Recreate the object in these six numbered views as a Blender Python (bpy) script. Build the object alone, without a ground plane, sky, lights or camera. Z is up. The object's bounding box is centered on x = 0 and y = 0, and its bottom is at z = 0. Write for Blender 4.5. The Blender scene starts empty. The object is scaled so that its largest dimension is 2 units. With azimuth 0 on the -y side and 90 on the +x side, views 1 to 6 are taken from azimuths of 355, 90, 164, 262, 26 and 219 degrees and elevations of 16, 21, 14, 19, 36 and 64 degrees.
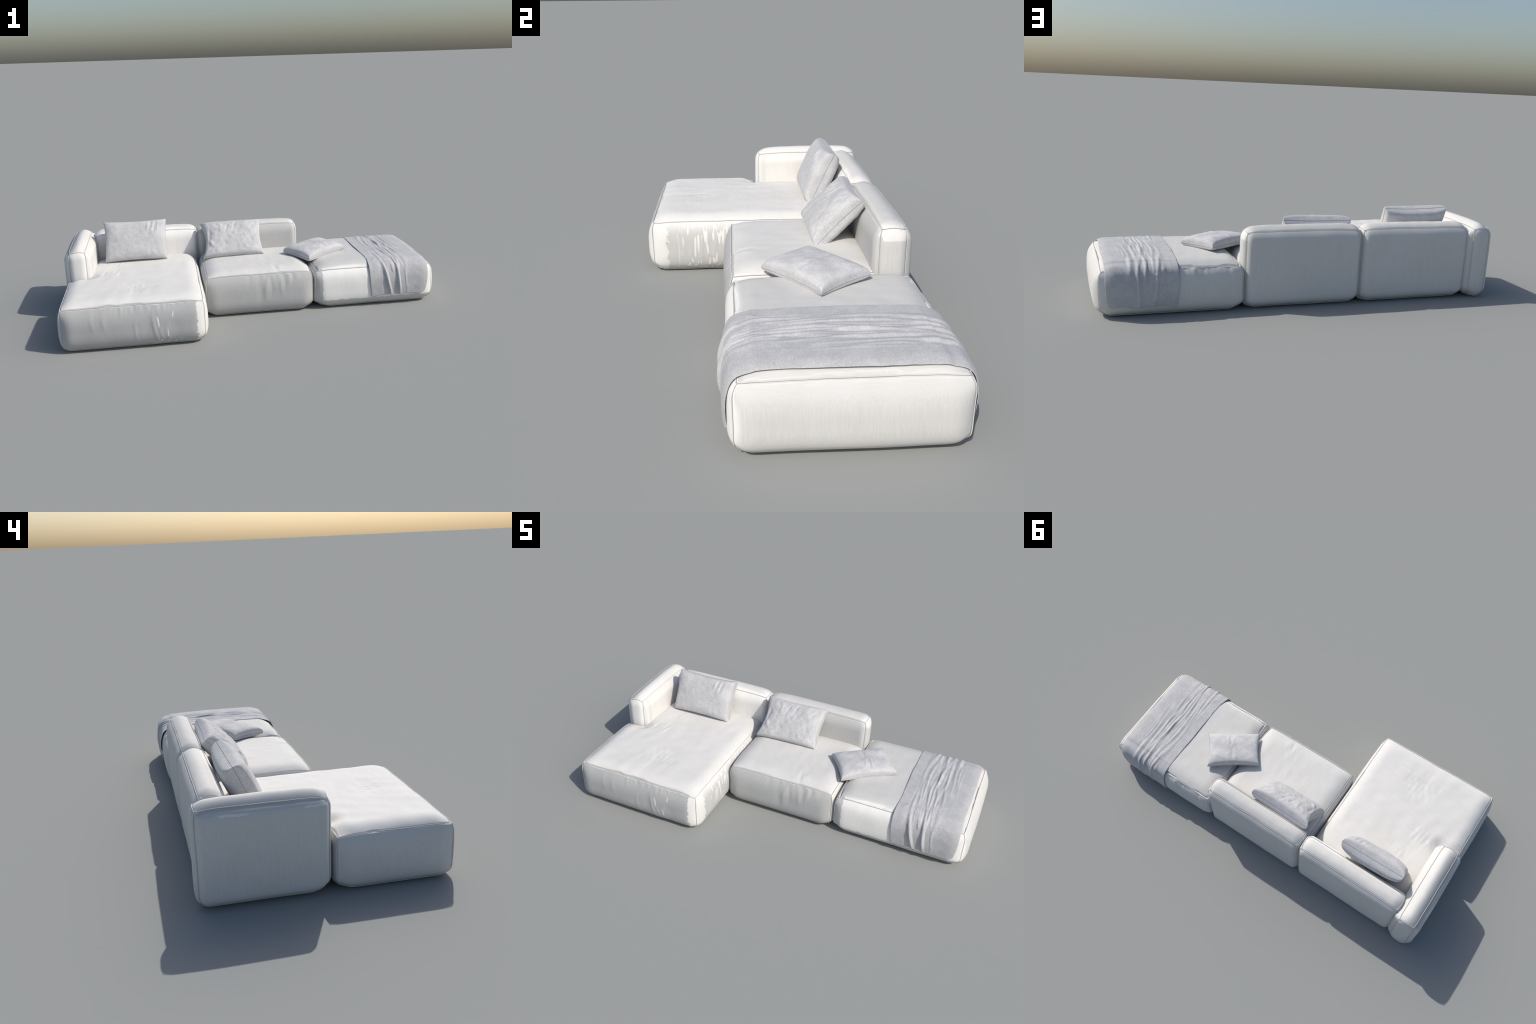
"""Modular fabric sofa: chaise seat, seat, ottoman, two backrests, one armrest,
three throw cushions and a folded throw blanket.  All parts are built from
seam outlines (piped edges) with padded, bulging fabric panels between them."""
import bpy, math
import numpy as np

TURN = math.radians(2.8)            # the whole set stands slightly turned
GROOVE = 0.0031                     # depth of the sewn groove along a seam
PIPE = 0.0013                       # piping radius

# ------------------------------------------------------------------ helpers
def waves(seed, n=14, wavelength=0.15, stretch=(1, 1, 1)):
    """Smooth pseudo random field: a sum of seeded plane waves, range about -1..1."""
    r = np.random.RandomState(seed)
    k = r.normal(size=(n, 3)); k /= np.linalg.norm(k, axis=1)[:, None]
    k *= (2 * math.pi / wavelength) * r.uniform(0.6, 1.7, (n, 1)) / np.array(stretch)
    ph = r.uniform(0, 6.283, n)
    def f(p):
        p = np.asarray(p, float)
        s = np.zeros(p.shape[:-1])
        for i in range(n):
            s += np.sin(p @ k[i] + ph[i])
        return s / math.sqrt(n) / 1.2
    return f

def spaced(length, step, extra=()):
    """Grid lines: fine near both ends (and near extra positions), even between."""
    near = np.array([0, .0012, .0026, .0042, .0062, .009, .0125])
    marks = [0.0, length, *extra]
    pts = []
    for m in marks:
        pts += [m + a for a in near] + [m - a for a in near]
    pts = [p for p in pts if -1e-9 <= p <= length + 1e-9]
    marks.sort()
    for a, b in zip(marks[:-1], marks[1:]):
        lo, hi = a + near[-1], b - near[-1]
        n = max(1, int(round((hi - lo) / step)))
        pts += list(np.linspace(lo, hi, n + 1))
    return np.unique(np.round(np.clip(pts, 0, length), 6))

def pad(d, w):
    """Padding profile: rises from a seam, flat after width w."""
    t = np.clip(d / w, 0, 1)
    return 1 - (1 - t) ** 2.4

def lip(d, gap=0.0):
    """Steep little rise out of the seam groove; gap widens the groove."""
    t = np.clip((d - gap * .6) / (0.0030 + gap), 0, 1)
    channel = np.sin(np.clip(d / (gap + .0025), 0, 1) * math.pi) * gap * .9     # open seam: dark slit
    return GROOVE * np.sqrt(np.clip(1 - (1 - t) ** 2, 0, 1)) - channel

def ridges(U, V, rows, bend=.10):
    """Creases as soft ridges: rows of (u0, v0, u1, v1, width, height)."""
    out = np.zeros_like(U)
    for u0, v0, u1, v1, w, a in rows:
        du, dv = u1 - u0, v1 - v0
        L2 = du * du + dv * dv + 1e-12
        t = np.clip(((U - u0) * du + (V - v0) * dv) / L2, 0, 1)
        # a slight bow keeps the creases from being ruler straight
        bow = bend * np.sin(t * math.pi) * math.copysign(1, a)
        px, py = u0 + t * du - bow * dv * .5, v0 + t * dv + bow * du * .5
        d2 = (U - px) ** 2 + (V - py) ** 2
        out += a * np.exp(-d2 / (w * w)) * (0.25 + 0.75 * np.sin(np.clip(t, .06, .94) * math.pi))
    return out

def new_mesh(name, verts, faces, mat, weld=1e-5):
    me = bpy.data.meshes.new(name)
    me.from_pydata([tuple(v) for v in verts], [], [tuple(f) for f in faces])
    me.update()
    import bmesh
    bm = bmesh.new(); bm.from_mesh(me)
    bmesh.ops.remove_doubles(bm, verts=bm.verts, dist=weld)
    bmesh.ops.dissolve_degenerate(bm, edges=bm.edges, dist=1e-7)
    bmesh.ops.recalc_face_normals(bm, faces=bm.faces)
    bm.to_mesh(me); bm.free()
    for p in me.polygons:
        p.use_smooth = True
    me.materials.append(mat)
    return me

def put(name, me, parent=None):
    ob = bpy.data.objects.new(name, me)
    bpy.context.scene.collection.objects.link(ob)
    if parent is not None:
        ob.parent = parent
    return ob

class Build:
    def __init__(self):
        self.v, self.f, self.n = [], [], 0
    def grid(self, P, keep=None, flip=False):
        nu, nv = P.shape[:2]
        self.v.append(P.reshape(-1, 3))
        a = np.arange(nu * nv).reshape(nu, nv) + self.n
        q = np.stack([a[:-1, :-1], a[1:, :-1], a[1:, 1:], a[:-1, 1:]], -1)
        if flip:
            q = q[..., ::-1]
        q = q[keep] if keep is not None else q.reshape(-1, 4)
        self.f.append(q.reshape(-1, 4)); self.n += nu * nv
    def mesh(self, name, mat, weld=1e-5):
        V = np.concatenate(self.v); F = np.concatenate(self.f)
        used = np.unique(F); remap = -np.ones(len(V), int); remap[used] = np.arange(len(used))
        return new_mesh(name, V[used], remap[F], mat, weld)

def tube(build, path, radius, closed=False, sides=8):
    path = np.asarray(path, float)
    if closed:
        t = np.roll(path, -1, 0) - np.roll(path, 1, 0)
    else:
        t = np.gradient(path, axis=0)
    t /= np.linalg.norm(t, axis=1)[:, None] + 1e-12
    ref = np.where(np.abs(t[:, 2:3]) > .85, np.array([[1., 0, 0]]), np.array([[0, 0, 1.]]))
    a = np.cross(t, ref); a /= np.linalg.norm(a, axis=1)[:, None]
    b = np.cross(t, a)
    ang = np.linspace(0, 2 * math.pi, sides + 1)
    P = path[:, None] + radius * (np.cos(ang)[None, :, None] * a[:, None] + np.sin(ang)[None, :, None] * b[:, None])
    if closed:
        P = np.concatenate([P, P[:1]])
    build.grid(P)

# ---------------------------------------------------------------- materials
class X:
    """Tiny expression helper that writes Math nodes."""
    def __init__(s, nt, sock): s.nt, s.s = nt, sock
    def op(s, kind, *o, clamp=False):
        n = s.nt.nodes.new("ShaderNodeMath"); n.operation = kind; n.use_clamp = clamp
        for i, q in enumerate((s, *o)):
            if isinstance(q, X): s.nt.links.new(q.s, n.inputs[i])
            else: n.inputs[i].default_value = float(q)
        return X(s.nt, n.outputs[0])
    def __add__(s, o): return s.op("ADD", o)
    def __sub__(s, o): return s.op("SUBTRACT", o)
    def __mul__(s, o): return s.op("MULTIPLY", o)
    def inv(s): return (s * -1.0) + 1.0
    def step(s, lo, hi):
        n = s.nt.nodes.new("ShaderNodeMapRange"); n.interpolation_type = "SMOOTHSTEP"
        s.nt.links.new(s.s, n.inputs[0])
        n.inputs[1].default_value, n.inputs[2].default_value = lo, hi
        return X(s.nt, n.outputs[0])
    def max(s, o): return s.op("MAXIMUM", o)
    def min(s, o): return s.op("MINIMUM", o)

class Surface:
    def __init__(s, name, rough=0.75, spec=0.35, sheen=0.0):
        s.mat = bpy.data.materials.new(name); s.mat.use_nodes = True
        s.nt = s.mat.node_tree
        s.bsdf = s.nt.nodes["Principled BSDF"]
        s.bsdf.inputs["Roughness"].default_value = rough
        s.bsdf.inputs["Specular IOR Level"].default_value = spec
        s.bsdf.inputs["Sheen Weight"].default_value = sheen
        s.bsdf.inputs["Sheen Roughness"].default_value = 0.4
        tc = s.nt.nodes.new("ShaderNodeTexCoord"); s.tc = tc
        sp = s.nt.nodes.new("ShaderNodeSeparateXYZ"); s.nt.links.new(tc.outputs["Object"], sp.inputs[0])
        s.x, s.y, s.z = (X(s.nt, o) for o in sp.outputs)
        sn = s.nt.nodes.new("ShaderNodeSeparateXYZ"); s.nt.links.new(tc.outputs["Normal"], sn.inputs[0])
        s.nx, s.ny, s.nz = (X(s.nt, o) for o in sn.outputs)
    def noise(s, scale, detail=2.0, rough=0.5, stretch=(1, 1, 1), offset=0.0):
        m = s.nt.nodes.new("ShaderNodeMapping")
        m.inputs["Scale"].default_value = stretch
        m.inputs["Location"].default_value = (offset, offset * .7, offset * 1.3)
        s.nt.links.new(s.tc.outputs["Object"], m.inputs[0])
        n = s.nt.nodes.new("ShaderNodeTexNoise")
        n.inputs["Scale"].default_value = scale; n.inputs["Detail"].default_value = detail
        n.inputs["Roughness"].default_value = rough
        s.nt.links.new(m.outputs[0], n.inputs["Vector"])
        return X(s.nt, n.outputs[0])
    def mix(s, fac, a, b):
        n = s.nt.nodes.new("ShaderNodeMix"); n.data_type = "RGBA"
        s.nt.links.new(fac.s, n.inputs["Factor"])
        for sock, q in ((n.inputs[6], a), (n.inputs[7], b)):
            if isinstance(q, tuple): sock.default_value = (*q, 1)
            else: s.nt.links.new(q, sock)
        return n.outputs[2]
    def shade(s, color, k):
        """colour times the scalar field k"""
        n = s.nt.nodes.new("ShaderNodeVectorMath"); n.operation = "SCALE"
        s.nt.links.new(color, n.inputs[0]); s.nt.links.new(k.s, n.inputs["Scale"])
        return n.outputs[0]
    def finish(s, color, height=None, dist=0.001, strength=0.3):
        s.nt.links.new(color, s.bsdf.inputs["Base Color"])
        if height is not None:
            b = s.nt.nodes.new("ShaderNodeBump")
            b.inputs["Distance"].default_value = dist; b.inputs["Strength"].default_value = strength
            s.nt.links.new(height.s, b.inputs["Height"])
            s.nt.links.new(b.outputs[0], s.bsdf.inputs["Normal"])
        return s.mat

WHITE = (0.695, 0.679, 0.645)
GREY = (0.40, 0.404, 0.40)  # same linen, darkened where the sun is partly blocked
BRIGHT = (0.84, 0.825, 0.79)  # same linen, lightened where sunlight looks strongest

def upholstery(name, top_axis="x", tone=None):
    """Off-white slubbed linen; tone(surface) returns 0..1 fields: self-shadow painted grey, sunlit areas painted pale."""
    s = Surface(name, rough=0.70, spec=0.25)
    along = (1, 26, 26) if top_axis == "x" else (26, 1, 26)
    slub_top = s.noise(14, 3, .6, along)
    slub_side = s.noise(14, 3, .6, (26, 26, 1), 3.1)
    up = s.nz.step(.45, .8)
    slub = slub_top * up + slub_side * up.inv()
    cloud = s.noise(9, 3, .55, offset=5.0)
    weave = s.noise(650, 1, .5, offset=1.7)
    k = (slub - .5) * .26 + (cloud - .5) * .10 + (weave - .5) * .10 + 1.0
    base = s.mix(cloud.step(.35, .7), WHITE, (0.688, 0.675, 0.650))
    if tone is not None:
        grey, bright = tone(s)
        shy = (s.nx * -1.0).step(.4, .8).max(s.ny.step(.4, .8))      # left and rear faces: slightly greyer tone
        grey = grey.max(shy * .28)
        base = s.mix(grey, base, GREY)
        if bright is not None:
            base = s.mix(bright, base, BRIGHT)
    return s.finish(s.shade(base, k), slub * .6 + weave * .4, dist=0.0012, strength=0.35)

def jag(s, amount, seed):
    """ragged wobble for the edges of painted sun and shade patches"""
    return (s.noise(38, 3, .7, offset=seed) - .5) * amount

def streaks(s, seed, lo=.60):
    return s.noise(16, .4, .5, (6, 6, .5), seed).step(lo, lo + .03)

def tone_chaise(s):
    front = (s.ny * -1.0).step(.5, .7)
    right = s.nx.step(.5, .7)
    # self-shadow painted grey on front and right; sunlit corner and slivers painted pale
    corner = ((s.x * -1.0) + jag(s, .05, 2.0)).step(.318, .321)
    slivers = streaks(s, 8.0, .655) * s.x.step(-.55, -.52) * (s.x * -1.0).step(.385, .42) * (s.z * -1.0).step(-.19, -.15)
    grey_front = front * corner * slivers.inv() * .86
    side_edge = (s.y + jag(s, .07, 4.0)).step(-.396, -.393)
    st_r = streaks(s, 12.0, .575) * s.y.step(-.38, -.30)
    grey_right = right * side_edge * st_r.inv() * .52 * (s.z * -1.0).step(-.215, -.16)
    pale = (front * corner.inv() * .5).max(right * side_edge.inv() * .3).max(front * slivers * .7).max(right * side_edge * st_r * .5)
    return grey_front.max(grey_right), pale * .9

def tone_seat(s):  # front and top tinted grey for weakened sunlight
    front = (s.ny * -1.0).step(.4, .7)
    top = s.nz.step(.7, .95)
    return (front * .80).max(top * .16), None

def tone_ottoman(s):  # sunlit front panel baked in pale; dimmer border, top and end baked grey
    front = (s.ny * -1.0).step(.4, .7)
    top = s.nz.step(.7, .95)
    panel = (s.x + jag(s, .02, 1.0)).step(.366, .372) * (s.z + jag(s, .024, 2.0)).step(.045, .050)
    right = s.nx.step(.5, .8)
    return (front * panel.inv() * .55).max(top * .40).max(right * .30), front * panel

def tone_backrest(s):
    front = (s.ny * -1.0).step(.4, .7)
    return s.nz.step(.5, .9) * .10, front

def tone_backrest_right(s):  # self-shadow baked into the cloth colour; lit cap and tabs left paler
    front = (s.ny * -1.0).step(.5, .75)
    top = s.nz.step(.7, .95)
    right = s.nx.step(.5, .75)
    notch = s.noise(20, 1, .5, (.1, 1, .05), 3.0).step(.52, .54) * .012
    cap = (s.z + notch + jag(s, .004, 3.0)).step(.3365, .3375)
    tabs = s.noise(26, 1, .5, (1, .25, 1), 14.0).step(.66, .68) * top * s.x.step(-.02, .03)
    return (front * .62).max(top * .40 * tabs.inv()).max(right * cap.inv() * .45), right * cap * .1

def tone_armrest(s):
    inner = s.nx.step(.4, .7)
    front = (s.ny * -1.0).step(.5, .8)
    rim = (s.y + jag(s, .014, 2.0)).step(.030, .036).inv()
    band = (s.z + jag(s, .010, 5.0)).step(.338, .340) * (s.z + jag(s, .010, 5.0)).step(.345, .347).inv()  # sliver of grazing sun drawn as a pale stripe
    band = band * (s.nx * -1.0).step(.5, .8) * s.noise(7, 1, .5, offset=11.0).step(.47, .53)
    return (rim * inner * .25).max(front * .05).max(s.nz.step(.4, .8) * (s.x * -1.0).step(.885, .94) * .75), (front * .55).max(band * .6)  # self-shading of the top's outer half painted as a grey gradient

def velvet(name, color, bright, seed):
    s = Surface(name, rough=0.85, spec=0.2, sheen=0.15)
    cloud = s.noise(16, 4, .65, offset=seed)
    nap = s.noise(210, 2, .7, offset=seed + 2)
    fine = s.noise(800, 1, .6, offset=seed + 4)
    base = s.mix(cloud.step(.42, .62), color, bright)
    k = (nap - .5) * .62 + (fine - .5) * .30 + 1.0
    return s.finish(s.shade(base, k), nap * .5 + cloud * .5, dist=0.0015, strength=0.25)

# ------------------------------------------------------- upholstered blocks
def block(name, outline, top, bulge, top_bulge, mat, parent, step=0.006, bottom=0.008,
          creases=None, gather=None, top_creases=None, seed=1, width=0.06, lifts=None,
          bow=0.004, top_width=0.07, wavy=.0006, gappy=0.0, vpad=(.085, .095), soft=.003):
    """One padded block.  outline: counter-clockwise corners of the seam line in plan,
    bulge: how far each side panel swells, top: height of the upper seam."""
    P = np.array(outline, float); n = len(P)
    ctr = np.array([(P[:, 0].min() + P[:, 0].max()) / 2, (P[:, 1].min() + P[:, 1].max()) / 2])
    rot = np.roll(P, -1, 0) - P
    L = np.linalg.norm(rot, axis=1); T = rot / L[:, None]
    N = np.stack([T[:, 1], -T[:, 0]], 1)                      # outward side normals
    Q = np.array([P[i] - GROOVE * (N[i] + N[i - 1]) for i in range(n)])   # groove-deep corners
    wob = [waves(seed * 17 + j, wavelength=.22) for j in range(3)]
    seam_wob = waves(seed * 31 + 7, wavelength=.09)
    gap_wave = waves(seed * 13 + 5, wavelength=.16)
    convex = [np.cross(T[i - 1], T[i]) > 0 for i in range(n)]

    def corner_dist(xy):
        d = np.full(xy.shape[:-1], 9.0)
        for i in range(n):
            if convex[i]:
                d = np.minimum(d, np.linalg.norm(xy - Q[i], axis=-1))
        return d
    def zlow(xy):
        z = np.full(xy.shape[:-1], bottom)
        for i in range(n):
            if convex[i]:
                up, r = lifts[i] if lifts else (.014, .020)
                z = z + up * np.exp(-(np.linalg.norm(xy - Q[i], axis=-1) / r) ** 2)
        return z
    def ztop(xy):
        return top - GROOVE + .004 * (1 - np.exp(-(corner_dist(xy) / .05) ** 2)) + wavy * seam_wob(np.concatenate([xy, xy[..., :1] * 0], -1))
    def tuck(h):
        """seam and sides drift: slightly wider at mid height, drawn in near the floor"""
        m = np.clip(h, 0, 1) * (top - bottom)
        return bow * np.minimum(pad(m, .05), pad(top - bottom - m, .045)) - .009 * np.clip(1 - m / .03, 0, 1) ** 2
    miter = [(N[i] + N[i - 1]) for i in range(n)]

    def seam_point(xy, h, out):
        lo, hi = zlow(xy), ztop(xy)
        z = lo + (hi - lo) * h
        off = tuck(h)
        return np.concatenate([xy + out * off[..., None], z[..., None]], -1)

    def settle(p):
        """round the upper seam corners, then add the slow unevenness of hand-filled padding"""
        for i in range(n):
            if convex[i]:
                c = np.array([Q[i][0], Q[i][1], top])
                d = np.array([miter[i][0], miter[i][1], 1.0]); d /= np.linalg.norm(d)
                w = np.exp(-(((p - c) ** 2).sum(-1)) / .017 ** 2)
                p -= (w * soft)[..., None] * d
        off = [.0008 * wob[k](p) for k in range(3)]
        for k in range(3):
            p[..., k] += off[k]
    B = Build()
    for i in range(n):
        j = (i + 1) % n
        us = spaced(np.linalg.norm(Q[j] - Q[i]), step)
        if n > 4:                                            # share lines with the L-shaped top
            axis = 0 if abs(T[i][0]) > .5 else 1
            us = np.unique(np.round(np.concatenate([np.abs(gridline[axis] - Q[i][axis])
                 for gridline in [block_lines(Q, step)]]), 6))
            us = us[us <= np.linalg.norm(Q[j] - Q[i]) + 1e-7]
            lo_, hi_ = sorted((Q[i][axis], Q[j][axis]))
            g = block_lines(Q, step)[axis]; g = g[(g >= lo_ - 1e-7) & (g <= hi_ + 1e-7)]
            us = np.sort(np.abs(g - Q[i][axis]))
        Lq = np.linalg.norm(Q[j] - Q[i])
        vs = spaced(top - bottom, step)
        U, V = np.meshgrid(us, vs, indexing="ij"); H = V / vs[-1]
        a = U / Lq
        xy = Q[i] + (Q[j] - Q[i]) * a[..., None]
        out = miter[i] * (1 - a[..., None]) + miter[j] * a[..., None]
        S = seam_point(xy, H, out)
        dl = U if convex[i] else np.full_like(U, .1)
        dr = Lq - U if convex[j] else np.full_like(U, .1)
        dmin = np.minimum(np.minimum(U, Lq - U), np.minimum(V, vs[-1] - V))
        b = bulge[i] * pad(dl, width) * pad(dr, width) * pad(V, vpad[0]) * pad(vs[-1] - V, vpad[1])
        b = b * .85 + bulge[i] * .15 * np.sin(np.clip(a, 0, 1) * math.pi) * 4 * H * (1 - H)
        ramp = pad(dmin, .02)
        if creases and i in creases:
            b = b + .75 * ridges(U, V, creases[i]) * ramp
        if gather and i in gather:
            b = b + gather[i](U, vs[-1] - V) * pad(dmin, .008)
        b = b + lip(dmin)
        S[..., :2] += N[i] * b[..., None]
        settle(S)
        B.grid(S)
    # top and bottom panels over the plan grid
    gx, gy = block_lines(Q, step)
    XX, YY = np.meshgrid(gx, gy, indexing="ij"); XY = np.stack([XX, YY], -1)
    cx, cy = np.meshgrid((gx[1:] + gx[:-1]) / 2, (gy[1:] + gy[:-1]) / 2, indexing="ij")
    inside = np.zeros(cx.shape, bool)
    for i in range(n):
        a0, b0 = Q[i], Q[(i + 1) % n]
        cond = (a0[1] > cy) != (b0[1] > cy)
        with np.errstate(divide="ignore", invalid="ignore"):
            xi = (b0[0] - a0[0]) * (cy - a0[1]) / (b0[1] - a0[1]) + a0[0]
        inside ^= cond & (cx < xi)
    dmin = np.full(XX.shape, 9.0); prod = np.ones(XX.shape); prodb = np.ones(XX.shape)
    drift = np.zeros(XX.shape + (2,))
    for i in range(n):
        a0, b0 = Q[i], Q[(i + 1) % n]; d = b0 - a0; l = np.linalg.norm(d)
        t = np.clip(((XY - a0) @ d) / (l * l), 0, 1)
        dist = np.linalg.norm(XY - (a0 + t[..., None] * d), axis=-1)
        dmin = np.minimum(dmin, dist); prod *= pad(dist, top_width); prodb *= pad(dist, .05)
    span = np.clip(((XX - gx[0]) * (gx[-1] - XX) * (YY - gy[0]) * (gy[-1] - YY)) /
                   ((gx[-1] - gx[0]) ** 2 * (gy[-1] - gy[0]) ** 2 / 16), 0, 1)
    zt = ztop(XY) + top_bulge * (.8 * prod + .2 * span) + lip(dmin, gappy * np.clip(gap_wave(np.stack([XX, YY, 0 * XX], -1)) * 2 - .3, 0, 1))
    if top_creases:
        zt = zt + top_creases(XX, YY) * pad(dmin, .02)
    # the plan outline at the foot is drawn in by the tuck
    k = 1 + np.zeros(XX.shape)
    def foot(h):
        off = tuck(np.array([h]))[0]
        fade = np.exp(-dmin / .03)
        shift = np.zeros(XX.shape + (2,))
        w = np.zeros(XX.shape)
        for i in range(n):
            a0, b0 = Q[i], Q[(i + 1) % n]; d = b0 - a0; l = np.linalg.norm(d)
            t = np.clip(((XY - a0) @ d) / (l * l), 0, 1)
            dist = np.linalg.norm(XY - (a0 + t[..., None] * d), axis=-1)
            out = miter[i] * (1 - t[..., None]) + miter[(i + 1) % n] * t[..., None]
            wi = 1 / (dist + 1e-6) ** 3
            shift += out * wi[..., None]; w += wi
        return shift / w[..., None] * (off * fade)[..., None]
    top_pts = np.concatenate([XY + foot(1.0), zt[..., None]], -1)
    zb = zlow(XY) * (1 - prodb)
    low_pts = np.concatenate([XY + foot(0.0), zb[..., None]], -1)
    for pts, flip in ((top_pts, False), (low_pts, True)):
        settle(pts)
        B.grid(pts, inside, flip)
    low_pts[..., 2] = np.maximum(low_pts[..., 2], 0)
    ob = put(name, B.mesh(name, mat, 6e-5), parent)

    # piping along every seam
    D = Build(); lift = GROOVE * .78
    for h, dz in ((1.0, lift), (0.0, -lift)):
        ring = []
        for i in range(n):
            j = (i + 1) % n
            m = max(8, int(L[i] / .012))
            a = np.linspace(0, 1, m, endpoint=False)[:, None]
            xy = Q[i] + (Q[j] - Q[i]) * a
            out = miter[i] * (1 - a) + miter[j] * a
            s = seam_point(xy, np.full(m, h), out)
            side = lift if h > .5 else lift * .4
            s[:, :2] += N[i] * side
            s[0, :2] += N[i - 1] * side
            s[:, 2] += dz
            ring.append(s)
        ring = np.concatenate(ring)
        settle(ring)
        tube(D, ring, PIPE, closed=True)
    for i in range(n):
        if not convex[i]:
            continue
        h = np.linspace(0, 1, 26)
        xy = np.repeat(Q[i][None], 26, 0)
        s = seam_point(xy, h, np.repeat(miter[i][None], 26, 0))
        s[:, :2] += miter[i] * lift
        settle(s)
        tube(D, s, PIPE)
    put("piping", D.mesh("piping", PIPING, 1e-6), ob)
    return ob

_lines = {}
def block_lines(Q, step):
    key = (Q.tobytes(), step)
    if key not in _lines:
        res = []
        for ax in (0, 1):
            lo = Q[:, ax].min(); hi = Q[:, ax].max()
            extra = [float(q) - lo for q in np.unique(np.round(Q[:, ax], 6)) if lo + 1e-4 < q < hi - 1e-4]
            res.append(lo + spaced(hi - lo, step, extra))
        _lines[key] = res
    return _lines[key]

def rect(x0, x1, y0, y1):
    return [(x0, y0), (x1, y0), (x1, y1), (x0, y1)]

def gathers(lo, hi, pitch, depth, reach, seed):
    """Little puckers hanging below a top seam between lo and hi (metres along the panel)."""
    f = waves(seed, n=10, wavelength=pitch, stretch=(1, 6, 1))
    g = waves(seed + 1, n=8, wavelength=.12)
    def field(U, D):
        p = np.stack([U, D, U * 0], -1)
        win = 1 / (1 + np.exp(-(U - lo) / .015)) / (1 + np.exp((U - hi) / .015))
        r = reach * (1 + .7 * g(p))
        return depth * f(p) * win * np.exp(-(D / np.maximum(r, .01)) ** 2)
    return field

def puckers(clusters, seed):
    """Star-like dimples pressed into a seat top: (x, y, radius, depth)."""
    f = waves(seed, n=16, wavelength=.035, stretch=(1.0, 1.7, 1))
    def field(Xc, Yc):
        p = np.stack([Xc, Yc, Xc * 0], -1)
        z = .0012 * waves(seed + 3, wavelength=.2)(p)
        for x, y, r, d in clusters:
            rr = ((Xc - x) ** 2 + (Yc - y) ** 2) / (r * r)
            z = z + d * f(p) * np.exp(-rr)
        return z
    return field

# ------------------------------------------------------------------ cushion
def cushion(name, TL, TR, BR, BL, front, back, mat, creases, seed, pinch=(.008, .008, .008, .008),
            label="", n=90, power=(2.8, .22), rest=None, grow=1.0, wrinkle=.0005):
    """Pillow from its four seam corners: two swollen panels joined by a piped seam.
    pinch: how far each seam edge (bottom, right, top, left) is drawn inwards."""
    TL, TR, BR, BL = (np.array(p, float) for p in (TL, TR, BR, BL))
    c0 = (TL + TR + BR + BL) / 4
    TL, TR, BR, BL = (c0 + (p - c0) * grow for p in (TL, TR, BR, BL))
    ux = (TR + BR - TL - BL); W = np.linalg.norm(ux) / 2; ux /= np.linalg.norm(ux)
    uy = (TL + TR - BL - BR); Hh = np.linalg.norm(uy) / 2; uy /= np.linalg.norm(uy)
    nr = np.cross(ux, uy); nr /= np.linalg.norm(nr)
    def axis(m):
        t = np.linspace(-1, 1, m)
        return np.sign(t) * (1 - (1 - np.abs(t)) ** 2.0)        # denser near the seam
    s, t = np.meshgrid(axis(int(n * 1.4)), axis(n), indexing="ij")
    a, b = (s + 1) / 2, (t + 1) / 2
    base = (BL * ((1 - a) * (1 - b))[..., None] + BR * (a * (1 - b))[..., None]
            + TR * (a * b)[..., None] + TL * ((1 - a) * b)[..., None])
    cs, ct = 1 - s * s, 1 - t * t
    base = base + uy * (pinch[0] * (1 - b) * cs - pinch[2] * b * cs)[..., None]
    base = base + ux * (pinch[3] * (1 - a) * ct - pinch[1] * a * ct)[..., None]
    p, q = power
    prof = ((1 - np.abs(s) ** p) * (1 - np.abs(t) ** p)) ** q
    edge = np.minimum((1 - np.abs(s)) * W / 2, (1 - np.abs(t)) * Hh / 2)
    U, V = a * W, b * Hh
    cr = ridges(U, V, creases) * np.clip(edge / .012, 0, 1)
    f1 = waves(seed, n=18, wavelength=.045); f2 = waves(seed + 1, n=18, wavelength=.022)
    P3 = np.stack([U, V, U * 0], -1)
    rumple = (f1(P3) * wrinkle + f2(P3) * wrinkle * .45) * np.clip(edge / .02, 0, 1)
    g2 = waves(seed + 5, n=12, wavelength=.13)
    big = .002 * g2(P3) * np.clip(edge / .05, 0, 1)
    B = Build()
    F = base + nr * (front * prof + cr + rumple + big)[..., None]
    K = base - nr * (back * prof - rumple)[..., None]
    if rest is not None:
        F[..., 2] = np.maximum(F[..., 2], rest); K[..., 2] = np.maximum(K[..., 2], rest)
    org = np.array([c0[0], c0[1], min(F[..., 2].min(), K[..., 2].min())])
    F -= org; K -= org
    B.grid(F); B.grid(K, flip=True)
    ob = put(name, B.mesh(name, mat))
    ct_, sn = math.cos(TURN), math.sin(TURN)
    ob.location = (ct_ * org[0] - sn * org[1], sn * org[0] + ct_ * org[1], org[2])
    ob.rotation_euler = (0, 0, TURN)
    edgeloop = np.concatenate([(base - org)[:, 0], (base - org)[-1, 1:], (base - org)[::-1, -1][1:], (base - org)[0, ::-1][1:-1]])
    D = Build(); tube(D, edgeloop, .0015, closed=True, sides=6)
    put("piping", D.mesh("piping", CUSHION_PIPING, 1e-6), ob)
    ob["label"] = label; ob["category"] = "cushion"
    return ob

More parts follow.
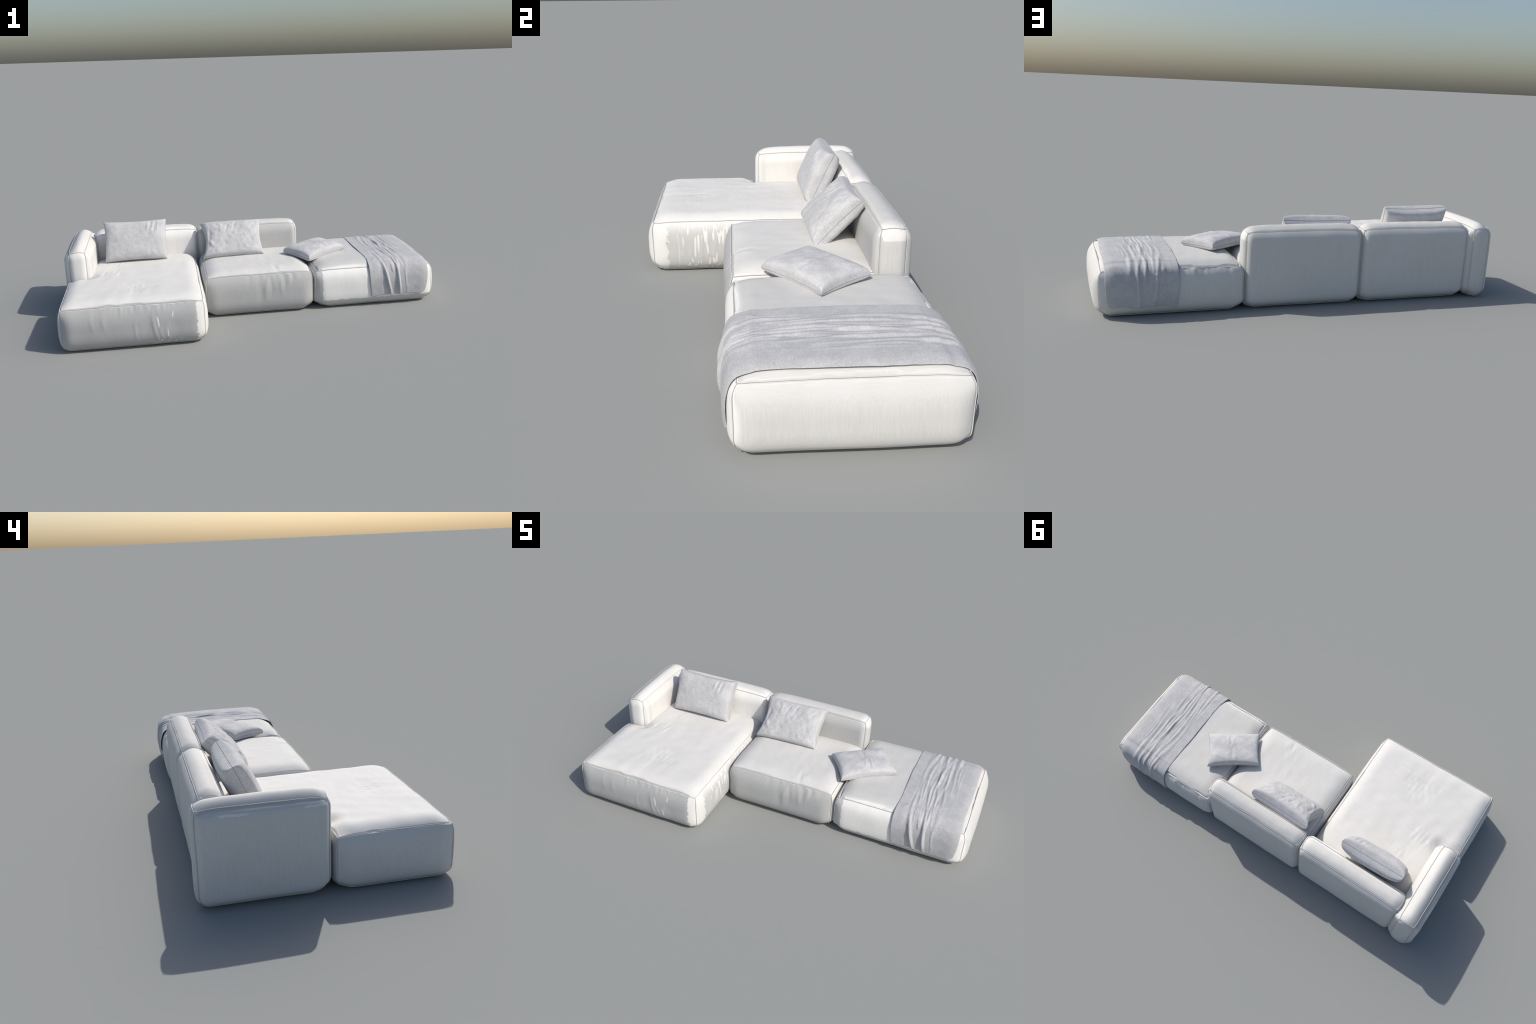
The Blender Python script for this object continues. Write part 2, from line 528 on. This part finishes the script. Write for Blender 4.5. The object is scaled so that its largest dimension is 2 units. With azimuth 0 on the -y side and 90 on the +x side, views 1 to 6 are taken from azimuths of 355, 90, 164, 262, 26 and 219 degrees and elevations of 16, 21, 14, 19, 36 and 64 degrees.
# ------------------------------------------------------------------ blanket
def smooth_path(pts, m):
    """Catmull-Rom through pts, resampled to m evenly spaced points."""
    pts = np.array(pts, float)
    e = np.concatenate([[2 * pts[0] - pts[1]], pts, [2 * pts[-1] - pts[-2]]])
    out = []
    for i in range(len(pts) - 1):
        p0, p1, p2, p3 = e[i:i + 4]
        t = np.linspace(0, 1, 40, endpoint=False)[:, None]
        out.append(.5 * (2 * p1 + (p2 - p0) * t + (2 * p0 - 5 * p1 + 4 * p2 - p3) * t ** 2 + (3 * p1 - p0 - 3 * p2 + p3) * t ** 3))
    out = np.concatenate(out + [pts[-1:]])
    s = np.concatenate([[0], np.cumsum(np.linalg.norm(np.diff(out, axis=0), axis=1))])
    q = np.linspace(0, s[-1], m)
    return np.stack([np.interp(q, s, out[:, k]) for k in range(2)], 1), q

def blanket(mat):
    section = [(-.163, .056), (-.167, .10), (-.166, .15), (-.159, .184), (-.151, .204), (-.140, .218), (-.125, .227),
               (-.10, .2345), (-.06, .2405), (.15, .2435), (.36, .2405), (.40, .2345), (.429, .227), (.444, .218),
               (.455, .204), (.463, .184), (.470, .15), (.470, .10), (.464, .052)]
    m = 300
    path, S = smooth_path(section, m)
    tan = np.gradient(path, axis=0); tan /= np.linalg.norm(tan, axis=1)[:, None]
    nor = np.stack([-tan[:, 1], tan[:, 0]], 1)                  # outward
    total = S[-1]
    nx = 150
    xs = np.linspace(.625, .945, nx)
    U, V = np.meshgrid(xs, S, indexing="ij")
    # folds, in (x across, distance along the strip from the front hem)
    b = .16                                                      # length of the front hang
    e = total - .17                                              # where the back hang starts
    rows = [
        # two flared folds on the front hang, and the gathered bunch above them
        (.742, .0, .700, b + .02, .009, .016), (.795, .0, .775, b + .01, .008, .015),
        (.768, .0, .752, .12, .010, -.008), (.722, .0, .690, .12, .012, -.005),
        (.815, .0, .800, .14, .010, -.005), (.830, .02, .815, .16, .010, .004),
        (.700, b, .690, b + .20, .006, .0045), (.735, b - .01, .700, b + .30, .006, .0045),
        (.775, b - .02, .745, b + .26, .006, .0055), (.800, b, .790, b + .22, .005, .0045),
        (.757, b + .02, .740, b + .20, .007, -.004), (.720, b + .03, .715, b + .22, .008, -.0035),
        (.650, b + .04, .685, b + .10, .010, .003), (.665, b - .01, .668, b + .05, .014, .003),
        # long creases over the top
        (.790, b + .18, .760, e - .12, .005, .0050), (.765, b + .22, .790, e - .04, .006, .0045),
        (.830, b + .12, .800, e - .10, .005, .0045), (.845, b + .22, .835, e - .02, .006, .0038),
        (.715, b + .25, .735, e - .03, .007, .0042), (.690, b + .24, .700, e - .02, .009, .003),
        (.815, b + .26, .812, e - .06, .006, -.0045), (.742, b + .28, .752, e - .06, .007, -.0038),
        (.860, b + .30, .850, e - .08, .006, .003), (.780, b + .05, .812, b + .30, .007, -.004),
        (.875, b + .20, .868, e - .12, .005, .002), (.728, b + .08, .722, b + .34, .004, .0035),
        (.768, b + .10, .772, b + .36, .004, .0035), (.750, b + .30, .765, e, .004, .003),
        (.722, b - .02, .716, b + .08, .005, .004), (.748, b - .03, .738, b + .06, .005, .005),
        (.760, b - .03, .757, b + .08, .004, -.003), (.788, b - .03, .782, b + .10, .005, .005),
        # back hang
        (.700, e - .12, .722, e + .03, .009, .008), (.722, e + .03, .732, total, .007, .009),
        (.795, e - .12, .806, e + .03, .008, .007), (.806, e + .02, .800, total, .007, .008),
        (.770, e - .14, .776, e + .06, .008, .007), (.830, e - .10, .838, e + .03, .009, .006),
        (.785, e - .08, .790, e + .05, .008, -.006), (.745, e - .10, .752, e + .07, .010, -.005),
        (.850, e - .12, .846, e - .02, .008, -.004), (.690, e - .01, .694, e + .02, .012, .004),
    ]
    H = ridges(U, V, rows, .035) * .85
    H = H * (1 - .22 * np.clip((np.minimum(V, total - V) - .14) / .06, 0, 1))   # flatter on top than on the hangs
    f = waves(91, n=20, wavelength=.032, stretch=(.7, 6.0, 1))
    bunch = np.exp(-((U - .765) / .075) ** 2)
    p = np.stack([U, V, U * 0], -1)
    H = H + .0018 * f(p) * bunch + .0004 * waves(95, wavelength=.06)(p)
    hanging = 1 - np.clip((np.minimum(V, total - V) - .12) / .08, 0, 1)
    H = np.maximum(H, -.0025 + .0025 * hanging) + .001 * hanging
    # hems: uneven bottom edge, slightly drawn together below
    hang = np.exp(-(np.minimum(V, total - V) / .09) ** 2)
    Xp = U + (.785 - U) * .05 * hang + .0025 * waves(97, wavelength=.2)(p)
    fit = -.022 * (1 - pad(.966 - U, .07))                       # follows the ottoman's rounded end
    along = path[None] + nor[None] * (H + .0003 + fit)[..., None]
    hem = waves(98, n=8, wavelength=.12)
    fold_h = ridges(U, V * 0, [(.742, 0, .742, .001, .02, .010), (.795, 0, .795, .001, .02, .010)])
    sink = (.006 * hem(np.stack([U, V * 0, V * 0 + (V > total / 2)], -1)) + fold_h * (V < total / 2)) * np.exp(-np.minimum(V, total - V) / .03)
    # rounded corners of the cloth
    side = np.minimum(U - .625, .945 - U)
    r = np.clip((.018 - side) / .018, 0, 1); sink = sink - .014 * (1 - np.sqrt(np.clip(1 - r * r, 0, 1))) * np.exp(-np.minimum(V, total - V) / .02)
    Z = along[..., 1] - sink
    out = np.stack([Xp, along[..., 0], Z], -1)
    org = np.array([.785, .15, .05])
    B = Build(); B.grid(out - org)
    ob = put("throw_blanket", B.mesh("throw_blanket", mat))
    sol = ob.modifiers.new("thickness", "SOLIDIFY"); sol.thickness = .0022; sol.offset = 1.0 if False else -0.2
    c, s_ = math.cos(TURN), math.sin(TURN)
    ob.location = (c * org[0] - s_ * org[1], s_ * org[0] + c * org[1], org[2])
    ob.rotation_euler = (0, 0, TURN)
    ob["label"] = "rumpled grey velvet throw blanket draped across an ottoman"
    ob["category"] = "blanket"
    return ob

# -------------------------------------------------------------------- build
def plain(name, col, rough=.7):
    s = Surface(name, rough=rough, spec=.25)
    n = s.noise(300, 1)
    c = s.mix(n, tuple(v * .94 for v in col), col)
    return s.finish(c)

PIPING = plain("piping_fabric", (.62, .61, .58))
CUSHION_PIPING = plain("cushion_piping_fabric", (.40, .41, .44))

sofa = bpy.data.objects.new("sectional_sofa", None)
bpy.context.scene.collection.objects.link(sofa)
sofa.rotation_euler = (0, 0, TURN)
sofa["label"] = "low modular white linen sofa with chaise, armrest and ottoman"
sofa["category"] = "sofa"

chaise_out = [(-.953, -.453), (-.285, -.453), (-.285, .335), (-.849, .335), (-.849, -.026), (-.953, -.026)]
rs = np.random.RandomState(5)
def fold_rows(items):
    return [(u, v0, u + du, v1, w, a) for u, v0, du, v1, w, a in items]
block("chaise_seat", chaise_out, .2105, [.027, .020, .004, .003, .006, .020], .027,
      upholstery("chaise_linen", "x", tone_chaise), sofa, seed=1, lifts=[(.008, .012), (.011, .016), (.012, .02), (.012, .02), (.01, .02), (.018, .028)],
      creases={0: fold_rows([(.345, .03, -.003, .15, .006, .0022), (.445, .02, -.025, .17, .006, .0035), (.470, .02, -.02, .10, .005, .0022),
                             (.500, .01, -.015, .08, .005, .0018), (.395, .04, .00, .17, .025, -.0025), (.150, .10, -.01, .18, .008, .002),
                             (.205, .09, -.01, .18, .010, .002), (.53, .02, -.01, .14, .03, -.002)]),
               1: fold_rows([(.150, .02, .01, .13, .005, .002), (.195, .01, .01, .15, .005, .002), (.225, .02, .0, .16, .005, .002), (.25, .02, .01, .17, .006, .002)])},
      gather={0: gathers(.08, .60, .022, .0013, .018, 41), 1: gathers(.08, .4, .05, .0008, .03, 43)}, wavy=.0007, gappy=.003,
      top_creases=puckers([(-.60, -.27, .075, .0018), (-.74, -.02, .05, .0016), (-.70, .12, .06, .0010), (-.80, -.01, .018, .0025)], 21))
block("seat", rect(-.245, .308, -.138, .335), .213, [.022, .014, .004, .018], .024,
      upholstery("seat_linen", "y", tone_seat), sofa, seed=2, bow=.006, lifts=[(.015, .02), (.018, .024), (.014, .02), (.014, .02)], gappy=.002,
      creases={0: fold_rows([(.300, .08, .015, .19, .009, .003), (.330, .09, -.005, .19, .008, -.003), (.385, .10, .0, .195, .008, .003), (.40, .12, -.0, .19, .006, -.0025), (.27, .05, .0, .17, .018, -.003)])},
      gather={0: gathers(.22, .47, .035, .0022, .035, 47)},
      top_creases=puckers([(.12, -.08, .05, .0012)], 23))
block("ottoman", rect(.338, .962, -.133, .437), .2105, [.019, .026, .018, .012], .027,
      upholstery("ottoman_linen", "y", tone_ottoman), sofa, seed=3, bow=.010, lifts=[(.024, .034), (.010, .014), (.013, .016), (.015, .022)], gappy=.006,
      gather={0: gathers(.02, .3, .07, .0008, .03, 51), 2: gathers(.30, .60, .035, .0035, .026, 53)})
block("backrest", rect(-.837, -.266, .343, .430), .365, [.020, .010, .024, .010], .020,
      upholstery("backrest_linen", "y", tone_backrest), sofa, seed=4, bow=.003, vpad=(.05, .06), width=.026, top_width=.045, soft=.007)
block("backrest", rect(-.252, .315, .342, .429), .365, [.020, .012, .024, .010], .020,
      upholstery("backrest_shade_tinted_linen", "y", tone_backrest_right), sofa, seed=5, bow=.003, vpad=(.05, .06), width=.026, top_width=.045, soft=.007)
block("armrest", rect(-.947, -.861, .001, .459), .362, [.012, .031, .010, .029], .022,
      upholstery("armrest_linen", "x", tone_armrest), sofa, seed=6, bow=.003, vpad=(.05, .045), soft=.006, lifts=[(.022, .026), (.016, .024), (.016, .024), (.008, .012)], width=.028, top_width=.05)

velvet_grey = velvet("cushion_velvet", (.495, .490, .494), (.555, .55, .553), 1.0)
velvet_blanket = velvet("blanket_velvet", (.445, .443, .449), (.49, .488, .493), 7.0)

cushion("throw_cushion", (-.777, .295, .442), (-.437, .301, .440), (-.439, .205, .236), (-.778, .201, .237),
        .055, .060, velvet_grey,
        [(.245, .225, .235, .165, .005, .003), (.262, .225, .250, .160, .005, -.003), (.275, .225, .262, .165, .005, .003),
         (.288, .220, .278, .150, .005, -.003), (.300, .215, .292, .150, .005, .003)],
        61, grow=1.015, label="plump grey velvet scatter cushion leaning on the backrest")
cushion("throw_cushion", (-.237, .324, .390), (.104, .319, .395), (.099, .165, .236), (-.238, .156, .235),
        .054, .052, velvet_grey,
        [(.03, .16, .02, .07, .010, -.006), (.05, .05, .015, .10, .010, .006), (.16, .215, .13, .15, .006, -.003),
         (.18, .21, .165, .15, .006, .003), (.20, .215, .17, .14, .006, -.003), (.10, .20, .09, .14, .007, .003)],
        65, grow=1.015, pinch=(.004, .014, .008, .024), label="crumpled grey velvet scatter cushion on the middle seat", wrinkle=.0012)
cushion("throw_cushion", (.209, .126, .258), (.440, .289, .261), (.557, .124, .252), (.320, -.039, .246),
        .042, .024, velvet_grey,
        [(.14, .03, .15, .10, .005, .003), (.155, .02, .165, .09, .005, -.003), (.17, .03, .178, .10, .005, .003),
         (.15, .12, .145, .18, .006, -.003), (.13, .12, .132, .19, .006, .002)],
        69, grow=1.01, pinch=(.010, .009, .010, .009), label="small grey velvet pillow lying flat across two seats")
blanket(velvet_blanket)
